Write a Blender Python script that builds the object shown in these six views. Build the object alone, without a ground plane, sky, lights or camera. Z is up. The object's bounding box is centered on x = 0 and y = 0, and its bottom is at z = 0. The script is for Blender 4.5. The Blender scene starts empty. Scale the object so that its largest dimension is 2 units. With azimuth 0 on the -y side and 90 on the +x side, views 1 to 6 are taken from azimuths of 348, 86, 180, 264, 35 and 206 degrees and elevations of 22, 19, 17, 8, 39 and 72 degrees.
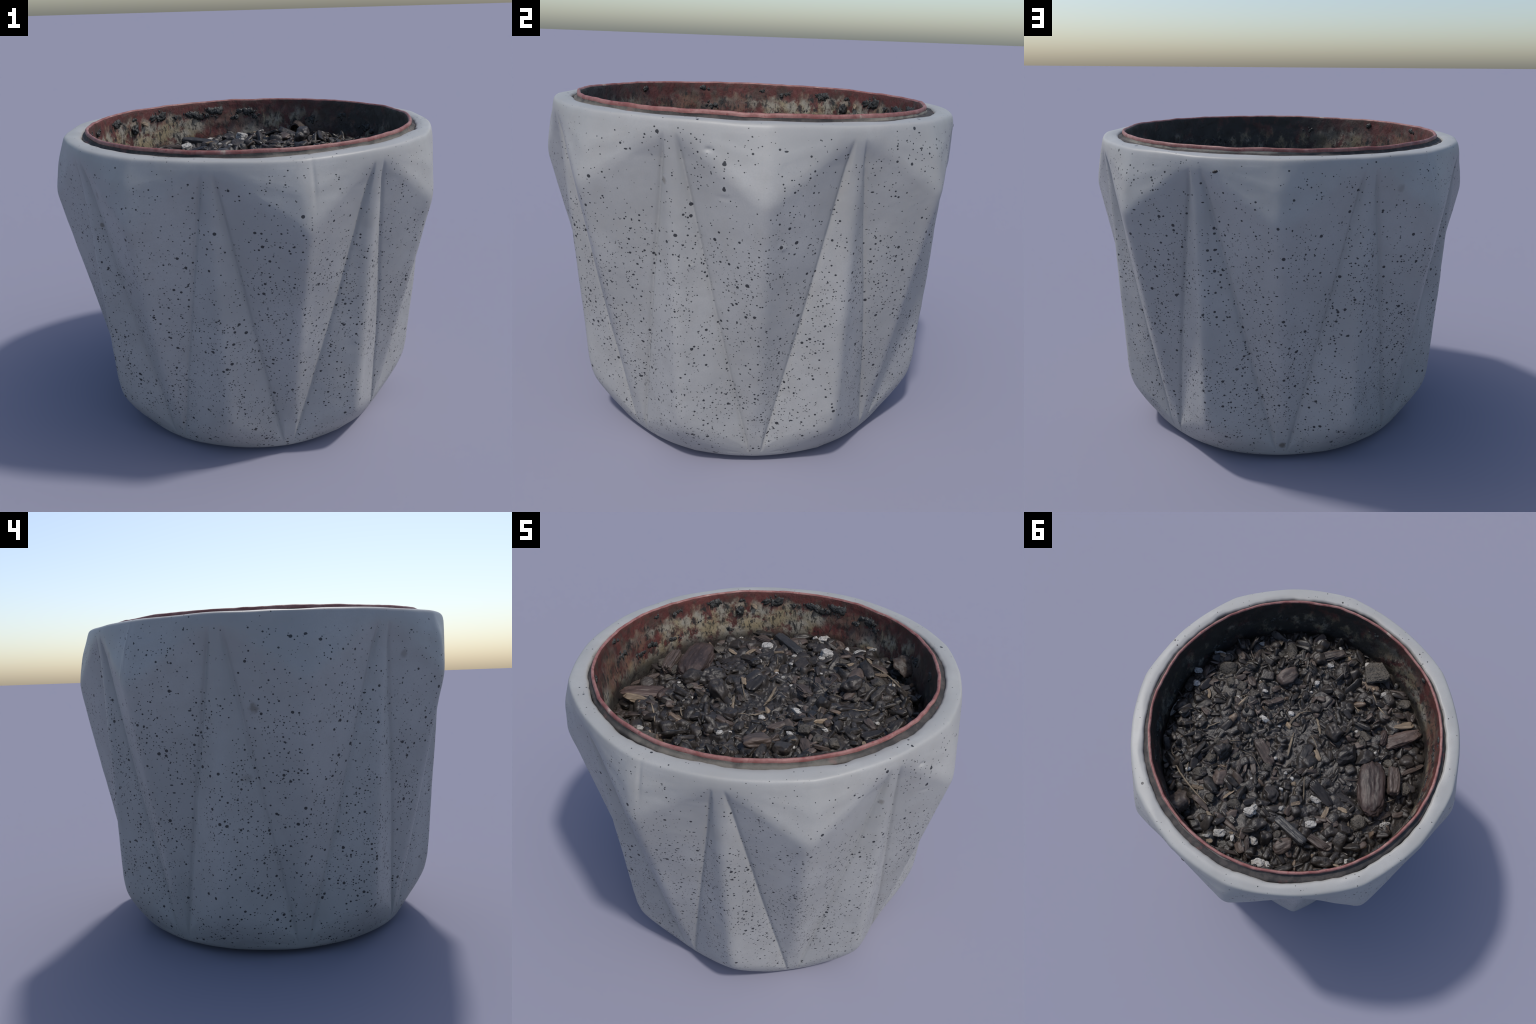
import bpy, math, random
import numpy as np
from mathutils import noise, Vector, Matrix

rnd = random.Random(11)
rng = np.random.default_rng(11)

# ------------------------------------------------------------------ helpers
def new_mesh(name, verts, faces, smooth=True):
    me = bpy.data.meshes.new(name)
    verts = np.asarray(verts, float)
    me.vertices.add(len(verts))
    me.vertices.foreach_set("co", verts.ravel())
    if isinstance(faces, np.ndarray):
        n, k = faces.shape
        me.loops.add(n * k)
        me.polygons.add(n)
        me.loops.foreach_set("vertex_index", faces.astype(np.int32).ravel())
        me.polygons.foreach_set("loop_start", np.arange(0, n * k, k, dtype=np.int32))
        me.polygons.foreach_set("loop_total", np.full(n, k, dtype=np.int32))
        me.update(calc_edges=True)
    else:
        me.from_pydata([], [], []) if False else None
        bpy.data.meshes.remove(me)
        me = bpy.data.meshes.new(name)
        me.from_pydata([tuple(v) for v in verts], [], faces)
    me.validate()
    me.polygons.foreach_set("use_smooth", np.full(len(me.polygons), smooth))
    me.update()
    return me

def add(name, me, mat, parent, loc=None, rot=None):
    ob = bpy.data.objects.new(name, me)
    bpy.context.scene.collection.objects.link(ob)
    ob.parent = parent
    if loc is not None:
        ob.location = loc
    if rot is not None:
        ob.rotation_mode = "QUATERNION"
        ob.rotation_quaternion = rot
    if mat is not None and not me.materials:
        me.materials.append(mat)
    return ob

def grid_faces(nu, nv, closed_u=True):
    """quads of a grid whose vertex index is u*nv+v (u runs round the pot)"""
    u = np.arange(nu if closed_u else nu - 1)
    v = np.arange(nv - 1)
    U, Vv = np.meshgrid(u, v, indexing="ij")
    U2 = (U + 1) % nu
    return np.stack([U * nv + Vv, U2 * nv + Vv, U2 * nv + Vv + 1, U * nv + Vv + 1], -1).reshape(-1, 4)

def blur(a, sigma, axis, wrap):
    n = max(1, int(math.ceil(3 * sigma)))
    k = np.exp(-0.5 * (np.arange(-n, n + 1) / sigma) ** 2)
    k /= k.sum()
    out = np.zeros_like(a)
    m = a.shape[axis]
    for i, w in zip(range(-n, n + 1), k):
        idx = np.arange(m) + i
        idx = idx % m if wrap else np.clip(idx, 0, m - 1)
        out += w * np.take(a, idx, axis)
    return out

def smoothstep(a, b, x):
    t = np.clip((x - a) / (b - a), 0, 1)
    return t * t * (3 - 2 * t)

def lattice_noise(shape, cells, seed, wrap_first=False):
    """smooth random field made by cubic up-sampling of a coarse lattice"""
    g = np.random.default_rng(seed)
    c0, c1 = cells
    L = g.standard_normal((c0 + (0 if wrap_first else 3), c1 + 3))
    def axis(n, c, wrap):
        x = np.arange(n) / n * c
        i = np.floor(x).astype(int)
        t = x - i
        w = np.stack([(1 - t) ** 3, 3 * t ** 3 - 6 * t ** 2 + 4, -3 * t ** 3 + 3 * t ** 2 + 3 * t + 1, t ** 3], -1) / 6
        idx = i[:, None] + np.arange(4)[None]
        return (idx % c if wrap else idx), w
    i0, w0 = axis(shape[0], c0, wrap_first)
    i1, w1 = axis(shape[1], c1, False)
    A = np.einsum("nk,nkm->nm", w0, L[i0])
    B = np.einsum("mk,nmk->nm", w1, A[:, i1])
    return B * 1.8

# ------------------------------------------------------------------ node helpers
class Nodes:
    def __init__(self, name, rough=0.8, spec=0.3):
        self.m = bpy.data.materials.new(name)
        self.m.use_nodes = True
        self.t = self.m.node_tree
        self.t.nodes.clear()
        self.out = self.t.nodes.new("ShaderNodeOutputMaterial")
        self.b = self.t.nodes.new("ShaderNodeBsdfPrincipled")
        self.b.inputs["Roughness"].default_value = rough
        self.b.inputs["Specular IOR Level"].default_value = spec
        self.t.links.new(self.b.outputs[0], self.out.inputs[0])
        tc = self.t.nodes.new("ShaderNodeTexCoord")
        self.obj = tc.outputs["Object"]
        sp = self.t.nodes.new("ShaderNodeSeparateXYZ")
        self.t.links.new(self.obj, sp.inputs[0])
        self.x, self.y, self.z = sp.outputs
    def put(self, sock, v):
        if isinstance(v, bpy.types.NodeSocket):
            self.t.links.new(v, sock)
        elif isinstance(v, (tuple, list)) and len(v) == 3 and len(getattr(sock, "default_value", [0, 0, 0])) == 4:
            sock.default_value = (*v, 1)
        else:
            sock.default_value = v
    def math(self, op, a, b=0.0, c=0.0, clamp=False):
        n = self.t.nodes.new("ShaderNodeMath")
        n.operation = op
        n.use_clamp = clamp
        for s, v in zip(n.inputs, (a, b, c)):
            self.put(s, v)
        return n.outputs[0]
    def ramp(self, v, lo, hi, a=0.0, b=1.0, smooth=True):
        n = self.t.nodes.new("ShaderNodeMapRange")
        n.interpolation_type = "SMOOTHSTEP" if smooth else "LINEAR"
        for s, q in zip(n.inputs, (v, lo, hi, a, b)):
            self.put(s, q)
        return n.outputs[0]
    def vec(self, scale=(1, 1, 1), off=(0, 0, 0), src=None):
        n = self.t.nodes.new("ShaderNodeMapping")
        n.inputs["Scale"].default_value = scale
        n.inputs["Location"].default_value = off
        self.put(n.inputs[0], src or self.obj)
        return n.outputs[0]
    def noise(self, scale, detail=3, rough=0.5, vec=None, dist=0.0):
        n = self.t.nodes.new("ShaderNodeTexNoise")
        self.put(n.inputs["Vector"], vec or self.obj)
        n.inputs["Scale"].default_value = scale
        n.inputs["Detail"].default_value = detail
        n.inputs["Roughness"].default_value = rough
        n.inputs["Distortion"].default_value = dist
        return n.outputs["Fac"]
    def voronoi(self, scale, vec=None, feature="F1", randomness=1.0):
        n = self.t.nodes.new("ShaderNodeTexVoronoi")
        n.feature = feature
        self.put(n.inputs["Vector"], vec or self.obj)
        n.inputs["Scale"].default_value = scale
        n.inputs["Randomness"].default_value = randomness
        return n.outputs["Distance"], n.outputs["Color"]
    def sep(self, col):
        n = self.t.nodes.new("ShaderNodeSeparateColor")
        self.put(n.inputs[0], col)
        return n.outputs
    def mix(self, f, a, b, mode="MIX"):
        n = self.t.nodes.new("ShaderNodeMix")
        n.data_type = "RGBA"
        n.blend_type = mode
        n.clamp_factor = True
        self.put(n.inputs[0], f)
        self.put(n.inputs[6], a)
        self.put(n.inputs[7], b)
        return n.outputs[2]
    def bump(self, h, strength=0.3, dist=0.01, normal=None):
        n = self.t.nodes.new("ShaderNodeBump")
        n.inputs["Strength"].default_value = strength
        n.inputs["Distance"].default_value = dist
        self.put(n.inputs["Height"], h)
        if normal is not None:
            self.put(n.inputs["Normal"], normal)
        return n.outputs[0]
    def island(self):
        n = self.t.nodes.new("ShaderNodeNewGeometry")
        return n.outputs["Random Per Island"]
    def obrand(self):
        n = self.t.nodes.new("ShaderNodeObjectInfo")
        return n.outputs["Random"]
    def finish(self, color, normal=None, rough=None):
        self.put(self.b.inputs["Base Color"], color)
        if normal is not None:
            self.put(self.b.inputs["Normal"], normal)
        if rough is not None:
            self.put(self.b.inputs["Roughness"], rough)
        return self.m

# ------------------------------------------------------------------ measures
RIM_TILT = (0.0045, -0.009)          # the mouth leans a little: dz/dx, dz/dy
def lean(z):                          # share of the mouth's tilt at height z
    return z / 1.55
LIP_R, LIP_Z, LIP_C = 0.820, 1.577, (0.0, -0.0155)   # nursery pot lip
TOP_Z = 1.556

# ------------------------------------------------------------------ concrete pot
# Eightfold folded wall.  At every 45 degrees a downward panel (apex "D" high up,
# foot "B" at the ground) alternates with an upward panel (apex "T" under the rim,
# knuckle "E" low down).  Hand cast, so each corner is off by a little:
# (azimuth offset in degrees, relative radius offset), first at -157.5 / -135, then every 45.
OFF_T = [(0.4, .002), (-1.0, -.014), (-.1, -.003), (-.2, -.007), (-1.5, -.008), (-.4, .003), (1.2, -.010), (1.0, .006)]
OFF_D = [(0.3, -.009), (.3, -.001), (-1.3, 0), (-1.1, .004), (.6, .006), (-.3, .001), (-.5, .010), (.1, .004)]
OFF_B = [(.5, -.005), (-.4, -.012), (-.4, .009), (-1.3, .006), (-.7, .002), (.6, -.008), (2.0, .007), (1.7, .004)]
OFF_E = [(1.0, .004), (1.1, -.014), (-.2, -.003), (-.7, .013), (-1.2, .014), (-.9, .012), (.4, .005), (-.4, .004)]
TURN = 1.05
# radii and heights of the corners
SZ = dict(P=.932, U=.980, zU=1.425, D=1.0065, zD=1.262, B=.7505, X=.700, Y=.700, E=.875, zE=.205, T=.938, Q=.918)
SPLIT_T, SPLIT_B = 1.3, 1.8           # apexes are blunt: half width in degrees

def pol(az, r, z):
    a = math.radians(az + TURN)
    return np.array([r * math.cos(a), r * math.sin(a), z])

def facets():
    tri = []
    C = []
    for k in range(8):
        d, t = -135 + 45 * k, -112.5 + 45 * k
        od, ob = OFF_D[k], OFF_B[k]
        ot, oe = OFF_T[(k + 1) % 8], OFF_E[(k + 1) % 8]
        c = dict(
            P=pol(d, SZ['P'], TOP_Z), U=pol(d, SZ['U'], SZ['zU']), D=pol(d + od[0], SZ['D'] * (1 + od[1]), SZ['zD']),
            Bm=pol(d + ob[0] - SPLIT_B, SZ['B'] * (1 + ob[1]), .055), Bp=pol(d + ob[0] + SPLIT_B, SZ['B'] * (1 + ob[1]), .055),
            X=pol(d, SZ['X'], 0), Y=pol(t, SZ['Y'] * (1 + .8 * oe[1]), 0), E=pol(t + oe[0], SZ['E'] * (1 + oe[1]), SZ['zE']))
        for s, q in ((-1, "m"), (0, "c"), (1, "p")):
            r = SZ['T'] * (1 + ot[1]) + (.003 if s == 0 else -.005)
            c["T" + q] = pol(t + ot[0] + s * SPLIT_T, r, 1.522)
            c["Q" + q] = pol(t + ot[0] + s * SPLIT_T, SZ['Q'] + .5 * (r - .935), TOP_Z)
        C.append(c)
    for k in range(8):
        a, b = C[k], C[(k + 1) % 8]          # b: next downward panel
        tri += [(a["P"], a["Qm"], a["Tm"]), (a["P"], a["Tm"], a["U"]), (a["U"], a["Tm"], a["D"]), (a["D"], a["Tm"], a["Bp"]),
                (b["P"], a["Qp"], a["Tp"]), (b["P"], a["Tp"], b["U"]), (b["U"], a["Tp"], b["D"]), (b["D"], a["Tp"], b["Bm"]),
                (a["D"], a["Bm"], a["Bp"]), (a["Bm"], a["Bp"], a["X"]),
                (a["Qm"], a["Qc"], a["Tm"]), (a["Qc"], a["Tc"], a["Tm"]), (a["Qp"], a["Qc"], a["Tp"]), (a["Qc"], a["Tc"], a["Tp"]),
                (a["Tc"], a["Tm"], a["E"]), (a["Tc"], a["Tp"], a["E"]), (a["Tm"], a["E"], a["Bp"]), (a["Tp"], a["E"], b["Bm"]),
                (a["Bp"], a["E"], a["Y"]), (a["Bp"], a["X"], a["Y"]), (b["Bm"], a["E"], a["Y"]), (b["Bm"], b["X"], a["Y"])]
    return tri

NU, NW = 1500, 340
theta = np.arange(NU) / NU * 2 * math.pi
zw = np.linspace(TOP_Z - .0005, .0005, NW)

def wall_radius():
    R = np.full((NU, NW), np.nan)
    ct, st = np.cos(theta), np.sin(theta)
    for a, b, c in facets():
        az = [math.atan2(p[1], p[0]) for p in (a, b, c)]
        mid = az[0]
        rel = [(q - mid + math.pi) % (2 * math.pi) - math.pi for q in az]
        tt = (theta - mid + math.pi) % (2 * math.pi) - math.pi
        iu = np.where((tt >= min(rel) - .01) & (tt <= max(rel) + .01))[0]
        zs = [p[2] for p in (a, b, c)]
        iv = np.where((zw >= min(zs) - .004) & (zw <= max(zs) + .004))[0]
        if not len(iu) or not len(iv):
            continue
        e1, e2 = b - a, c - a
        n = np.cross(e1, e2)
        # plane n.(p-a)=0 along the radial line at height z
        den = n[0] * ct[iu] + n[1] * st[iu]
        r = ((n @ a) - n[2] * zw[iv][None]) / den[:, None]
        px, py = r * ct[iu][:, None] - a[0], r * st[iu][:, None] - a[1]
        pz = zw[iv][None] - a[2] + 0 * r
        d11, d12, d22 = e1 @ e1, e1 @ e2, e2 @ e2
        q1 = px * e1[0] + py * e1[1] + pz * e1[2]
        q2 = px * e2[0] + py * e2[1] + pz * e2[2]
        D = d11 * d22 - d12 * d12
        u, v = (d22 * q1 - d12 * q2) / D, (d11 * q2 - d12 * q1) / D
        ok = (u > -1e-3) & (v > -1e-3) & (u + v < 1 + 1e-3) & (r > .3) & (r < 1.2)
        sub = R[np.ix_(iu, iv)]
        R[np.ix_(iu, iv)] = np.where(ok & ~(sub > r), r, sub)
    for j in range(NW):                      # close pin holes
        bad = np.isnan(R[:, j])
        if bad.any():
            good = np.where(~bad)[0]
            R[bad, j] = np.interp(np.where(bad)[0], good, R[good, j], period=NU)
    return R

R = wall_radius()
dz = zw[0] - zw[1]
du = 2 * math.pi * .9 / NU
def soft(a, m):
    """blur a field on the wall over m metres"""
    return blur(blur(a, m / du, 0, True), m / dz, 1, False)
# towards the mouth the wall becomes round between the corners
corner = [(-157.5 + 45 * k + OFF_T[k][0] + TURN) for k in range(8)]
keys = sorted([(c % 360, 1) for c in corner] + [((-180 + 45 * k + TURN) % 360, 0) for k in range(8)])
deg = np.degrees(theta)
ka = np.array([q[0] for q in keys])
idx_of = np.round(ka / 360 * NU).astype(int) % NU
for j in np.where(zw > 1.39)[0]:
    w = smoothstep(1.40, 1.56, zw[j])
    Rp = np.interp(deg, ka, R[idx_of, j], period=360)
    R[:, j] = R[:, j] * (1 - .75 * w) + np.maximum(R[:, j], Rp) * .75 * w
hi = smoothstep(1.44, 1.53, zw)[None]
R = R * (1 - hi) + soft(R, .012) * hi

knee = sorted([((-157.5 + 45 * k + OFF_E[k][0] + TURN) % 360) for k in range(8)] + [((-180 + 45 * k + TURN) % 360) for k in range(8)])
kb = np.array(knee)
ib = np.round(kb / 360 * NU).astype(int) % NU
for j in np.where(zw < .12)[0]:            # and the foot is round too
    w = 1 - smoothstep(.01, .11, zw[j])
    R[:, j] = R[:, j] * (1 - .8 * w) + np.maximum(R[:, j], np.interp(deg, kb, R[ib, j], period=360)) * .8 * w
# rounding: ridges soft, valleys crisp
S, B = soft(R, .005), soft(R, .022)
wl = (1 - smoothstep(.14, .34, zw))[None]
B = B * (1 - wl) + soft(R, .060) * wl
G = np.clip(soft(R, .009) - soft(R, .003), 0, .006)       # creases are cut a little deeper
R = soft(np.minimum(S, B + .0004), .0035) - 3.6 * G * (1 - smoothstep(1.50, 1.54, zw))[None]
# casting relief: slight waviness, a mould seam, an old run, small dents
R += .003 + .004 * (np.cos(2 * theta)[:, None] * (1 - smoothstep(.03, .28, zw))[None]) + .011 * np.sin(8 * (theta - math.radians(TURN)))[:, None] ** 2 * (4 * (zw / 1.5) * (1 - zw / 1.5)).clip(0)[None]   # the panels bow outwards
R += .0012 * lattice_noise((NU, NW), (40, 12), 3, True) + .0004 * lattice_noise((NU, NW), (130, 40), 4, True) + .00012 * lattice_noise((NU, NW), (400, 110), 5, True)
def bump_at(az, z, amp, wa, wz):
    da = (deg - az + 180) % 360 - 180
    return amp * np.exp(-.5 * ((da[:, None] * math.radians(1) * .95) / wa) ** 2 - .5 * ((zw[None] - z) / wz) ** 2)
for az, z, amp, wa, wz in ((134, 1.43, .004, .005, .07), (133.2, 1.34, .003, .004, .05), (-86.5, 1.46, -.004, .007, .055), (-12.5, 1.455, -.006, .011, .006),
                           (4.5, 1.10, .003, .012, .008), (-18, .99, .003, .008, .006), (168, 1.02, -.002, .012, .03), (-9, 1.285, -.002, .02, .008), (100, .13, -.004, .008, .03),
                           (60, 1.05, .0015, .03, .02), (-150, .8, -.002, .05, .03), (150, .55, .0025, .006, .22), (-40, .7, .0015, .08, .08)):
    R += bump_at(az, z, amp, wa, wz)

# whole profile of each meridian: inside face, rim, wall, foot, underside
n_in, n_top, n_bot = 10, 14, 14
NV = n_in + n_top + NW + n_bot
PR, PZ = np.zeros((NU, NV)), np.zeros((NU, NV))
PR[:, :n_in] = .853
PZ[:, :n_in] = np.linspace(1.44, 1.547, n_in)
f = np.linspace(0, 1, n_top + 2)[1:-1]
PR[:, n_in:n_in + n_top] = .857 + f[None] * (R[:, :1] - .857)
PZ[:, n_in:n_in + n_top] = TOP_Z - .004 * (2 * f - .8) ** 2
PR[:, n_in + n_top:n_in + n_top + NW] = R
PZ[:, n_in + n_top:n_in + n_top + NW] = zw
f = np.linspace(0, 1, n_bot + 1)[1:]
PR[:, -n_bot:] = R[:, -1:] * (1 - f) + .02 * f
PZ[:, -n_bot:] = 0
rim = np.exp(-.5 * (np.maximum(0, np.abs(np.arange(NV) - (n_in + n_top)) - 4) / 5.0) ** 2)[None]
for A in (PR, PZ):                            # round the mouth edge
    A += rim * (blur(A, 2.6, 1, False) - A)
i0 = n_in + n_top
PZ[:, i0 - 1 - n_top:i0 + 8] += (.0012 * lattice_noise((NU, n_top + 9), (60, 4), 8, True))
wob = .003 * lattice_noise((NU, 4), (70, 2), 9, True)[:, :1] + .0016 * lattice_noise((NU, 4), (240, 2), 10, True)[:, :1]
PR[:, :n_in + n_top] += wob * (1 - smoothstep(n_in, n_in + n_top - 2, np.arange(n_in + n_top)))[None]
foot = np.exp(-.5 * (np.maximum(0, np.abs(np.arange(NV) - (i0 + NW)) - 3) / 5.0) ** 2)[None]
for A in (PR, PZ):
    A += foot * (blur(A, 4.0, 1, False) - A)
PZ -= PZ.min()
X = PR * np.cos(theta)[:, None]
Y = PR * np.sin(theta)[:, None]
Z = PZ + (RIM_TILT[0] * X + RIM_TILT[1] * Y) * smoothstep(.2, 1.55, PZ)
Y = Y - .0052 * (PZ - .7) - .002
verts = np.stack([X, Y, Z], -1).reshape(-1, 3)
faces = grid_faces(NU, NV)[:, ::-1]
cap = [i * NV + NV - 1 for i in range(NU)]

top = bpy.data.objects.new("potting_soil_planter", None)
bpy.context.scene.collection.objects.link(top)
top["label"] = "speckled grey concrete planter with folded facets, holding dark potting soil"
top["category"] = "plant pot"

# concrete material
N = Nodes("speckled_concrete", .48, .45)
low = N.noise(2.2, 4, .55)
mid = N.noise(11, 4, .6)
col = N.mix(N.ramp(low, .35, .65), (.298, .295, .288), (.345, .341, .333))  # grey darkened below the sunlit rim's tone to suit the shaded walls
col = N.mix(N.ramp(mid, .42, .7, 0, .35), col, (.285, .274, .256))
fine = N.noise(170, 2, .6)
col = N.mix(N.ramp(fine, .3, .7, 0, .32), col, (.265, .280, .272))
dens = N.math("ADD", N.ramp(N.z, .0, .3, .55, 1.0), N.ramp(N.noise(5.5, 3, .55), .35, .65, -.6, .5))
dens = N.math("MULTIPLY", dens, N.math("MULTIPLY", N.ramp(N.z, .95, 1.36, 1.0, .40), N.ramp(N.z, 1.46, 1.535, 1, .25)))
pits = None
for scale, size, share, zs, off in ((33, .0094, .58, 1.1, 0), (52, .0058, .74, 1.15, 3.1), (84, .0040, .75, 1.2, 7.7)):
    wv = N.vec((1, 1, zs), (off, off * .7, off * 1.3))
    dist, c = N.voronoi(scale, wv)
    rr, gg, bb = N.sep(c)[:3]
    here = N.math("LESS_THAN", rr, N.math("MULTIPLY", N.math("MULTIPLY", dens, N.ramp(N.z, 1.1, 1.4, 1, .55)) if off == 0 else dens, share))
    rad = N.math("MULTIPLY", N.math("MULTIPLY_ADD", N.math("POWER", gg, 1.7), .72, .28), size * scale)
    edge = N.math("DIVIDE", N.math("ADD", dist, N.math("MULTIPLY_ADD", N.noise(90, 1, .5), .10, -.05)), rad)
    spot = N.math("MULTIPLY", N.ramp(edge, .78, 1.02, 1, 0), here)
    pits = spot if pits is None else N.math("MAXIMUM", pits, spot)
# drawn-out pits, lying flat
wv = N.vec((.42, .42, 1.0), (5, 2, 1))
dist, c = N.voronoi(30, wv)
rr = N.sep(c)[0]
spot = N.math("MULTIPLY", N.ramp(N.math("DIVIDE", dist, .115), .7, 1.0, 1, 0), N.math("LESS_THAN", rr, .07))
pits = N.math("MAXIMUM", pits, spot)
# earthy smudges
def smudge(c, r, amp):
    v = N.t.nodes.new("ShaderNodeVectorMath")
    v.operation = "DISTANCE"
    N.put(v.inputs[0], N.obj)
    v.inputs[1].default_value = c
    d = N.math("ADD", v.outputs["Value"], N.math("MULTIPLY_ADD", N.noise(28, 3, .6), r * 1.6, -r * .8))
    return N.ramp(d, r * .3, r, amp, 0)
def on_wall(az, z, k=1.0):
    i = int(round(az % 360 / 360 * NU)) % NU
    j = int(np.argmin(np.abs(zw - z)))
    return (R[i, j] * k * math.cos(theta[i]), R[i, j] * k * math.sin(theta[i]) - .0052 * (z - .7) - .002, z)
dirt = None
for az, z, r, amp in ((168.5, 1.16, .030, .6), (166, .86, .03, .3), (-148, 1.36, .025, .4), (-152, 1.2, .014, .7), (124, 1.4, .025, .3), (92, .11, .022, .8), (-24, 1.33, .02, .5)):
    s = smudge(on_wall(az, z), r, amp)
    dirt = s if dirt is None else N.math("MAXIMUM", dirt, s)
col = N.mix(dirt, col, (.10, .085, .065))
col = N.mix(pits, col, (.030, .031, .034))
h = N.math("MULTIPLY_ADD", fine, .12, N.math("MULTIPLY", pits, -1.0))
M_CONCRETE = N.finish(col, N.bump(h, .3, .004))

me = new_mesh("concrete_pot", verts, faces)
pot = add("concrete_pot", me, M_CONCRETE, top)
import bmesh
bm = bmesh.new()
bm.from_mesh(me)
bm.verts.ensure_lookup_table()
f = bm.faces.new([bm.verts[i] for i in cap])
f.smooth = False
bmesh.ops.recalc_face_normals(bm, faces=[f])
bm.to_mesh(me)
bm.free()

# ------------------------------------------------------------------ nursery pot inside
def lip_radius(th):
    return LIP_R + .0036 * np.cos(2 * th)
def wall_r(z):
    return .811 - .06 * (LIP_Z - z)
NP = 720
th = np.arange(NP) / NP * 2 * math.pi
wav = .0014 * lattice_noise((NP, 4), (60, 2), 21, True)[:, :1] + .0008 * lattice_noise((NP, 4), (200, 2), 22, True)[:, :1]
def ring_part(name, prof, mat, parent, rough=0.0, seed=0, to_pot=False):
    """sweep a (radius offset, height) profile round the lip circle"""
    prof = np.array(prof, float)
    if to_pot:                        # first column: share of the way from lip to concrete
        dx, dy = np.cos(th) * LIP_C[0] + np.sin(th) * (LIP_C[1] + .002), 0
        far = .8560 - dx
        near = lip_radius(th) + .0075
        r = near[:, None] + prof[None, :, 0] * (far - near)[:, None] + wav
    else:
        r = lip_radius(th)[:, None] + prof[None, :, 0] - LIP_R + wav
    z = prof[None, :, 1] + 0 * r + wav[::-1] * .8
    if rough:
        n = lattice_noise((NP, len(prof)), (150, max(3, len(prof) // 3)), seed, True)
        r = r + rough * n
    x = r * np.cos(th)[:, None] + LIP_C[0]
    y = r * np.sin(th)[:, None] + LIP_C[1]
    z = z + (RIM_TILT[0] * x + RIM_TILT[1] * y)
    return add(name, new_mesh(name, np.stack([x, y, z], -1).reshape(-1, 3), grid_faces(NP, len(prof))), mat, parent)

# paint, dirt and tinted-in shade on the inside
N = Nodes("stained_red_plastic", .55, .35)
red = N.mix(N.ramp(N.noise(9, 4, .6), .35, .7), (.108, .032, .028), (.066, .024, .021))
red = N.mix(N.ramp(N.noise(13, 5, .7, N.vec(off=(2, 5, 1))), .45, .62, 0, .75), red, (.062, .043, .034))
streak = N.vec((1, 1, .75))
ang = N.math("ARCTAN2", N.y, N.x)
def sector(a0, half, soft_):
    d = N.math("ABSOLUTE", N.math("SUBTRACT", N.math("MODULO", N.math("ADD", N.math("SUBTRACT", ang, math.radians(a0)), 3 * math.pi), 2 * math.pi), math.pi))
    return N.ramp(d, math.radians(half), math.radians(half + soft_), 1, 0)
east_shade = sector(-35, 60, 50)
zn = N.math("ADD", N.z, N.math("MULTIPLY_ADD", N.noise(6, 3, .55), .16, -.08))
zn = N.math("ADD", zn, N.math("MULTIPLY_ADD", N.noise(30, 4, .6, streak), .14, -.07))
zn = N.math("SUBTRACT", zn, N.math("MULTIPLY", sector(158, 28, 30), -.005))
lime = N.math("MULTIPLY", N.ramp(zn, 1.525, 1.455, 0, 1), N.ramp(N.noise(14, 4, .65, streak), .38, .52))
lime = N.math("MULTIPLY", lime, N.ramp(N.noise(3.0, 2, .5), .36, .5, .25, 1))
lcol = N.mix(N.ramp(N.noise(9, 4, .6), .35, .65), (.235, .190, .115), (.26, .24, .20))
lcol = N.mix(N.ramp(N.noise(38, 4, .65, streak), .54, .68, 0, .7), lcol, (.065, .052, .042))
colr = N.mix(lime, red, lcol)
soot = N.ramp(N.noise(22, 5, .68, streak), .52, .66)
soot = N.math("MULTIPLY", soot, N.ramp(N.z, 1.575, 1.50, 0, 1))
soot = N.math("MAXIMUM", soot, N.math("MULTIPLY", N.ramp(N.noise(55, 4, .6, N.vec((1, 1, .4), (3, 1, 2))), .55, .64), N.ramp(N.z, 1.57, 1.46, 0, .85)))
soot = N.math("MAXIMUM", soot, N.math("MULTIPLY", east_shade, N.ramp(N.noise(12, 5, .65, streak), .34, .52, .25, .95)))  # blackens the wall side turned from the sun: its shade, put into the colour
soot = N.math("MAXIMUM", soot, N.ramp(N.z, 1.36, 1.28, 0, .9))
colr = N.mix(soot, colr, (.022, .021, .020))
M_WALL = N.finish(colr, N.bump(N.math("ADD", N.noise(60, 4, .6, streak), N.math("MULTIPLY", lime, .5)), .5, .008))

N = Nodes("worn_pink_lip", .55, .4)
w = N.noise(14, 4, .65)
colr = N.mix(N.ramp(w, .35, .68), (.180, .063, .057), (.275, .138, .124))
colr = N.mix(N.ramp(N.noise(45, 4, .65), .55, .68, 0, .75), colr, (.17, .035, .035))
colr = N.mix(N.ramp(N.noise(7, 4, .7), .63, .70, 0, .8), colr, (.33, .28, .23))
M_LIP = N.finish(colr, N.bump(N.noise(60, 3, .6), .4, .004))

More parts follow.
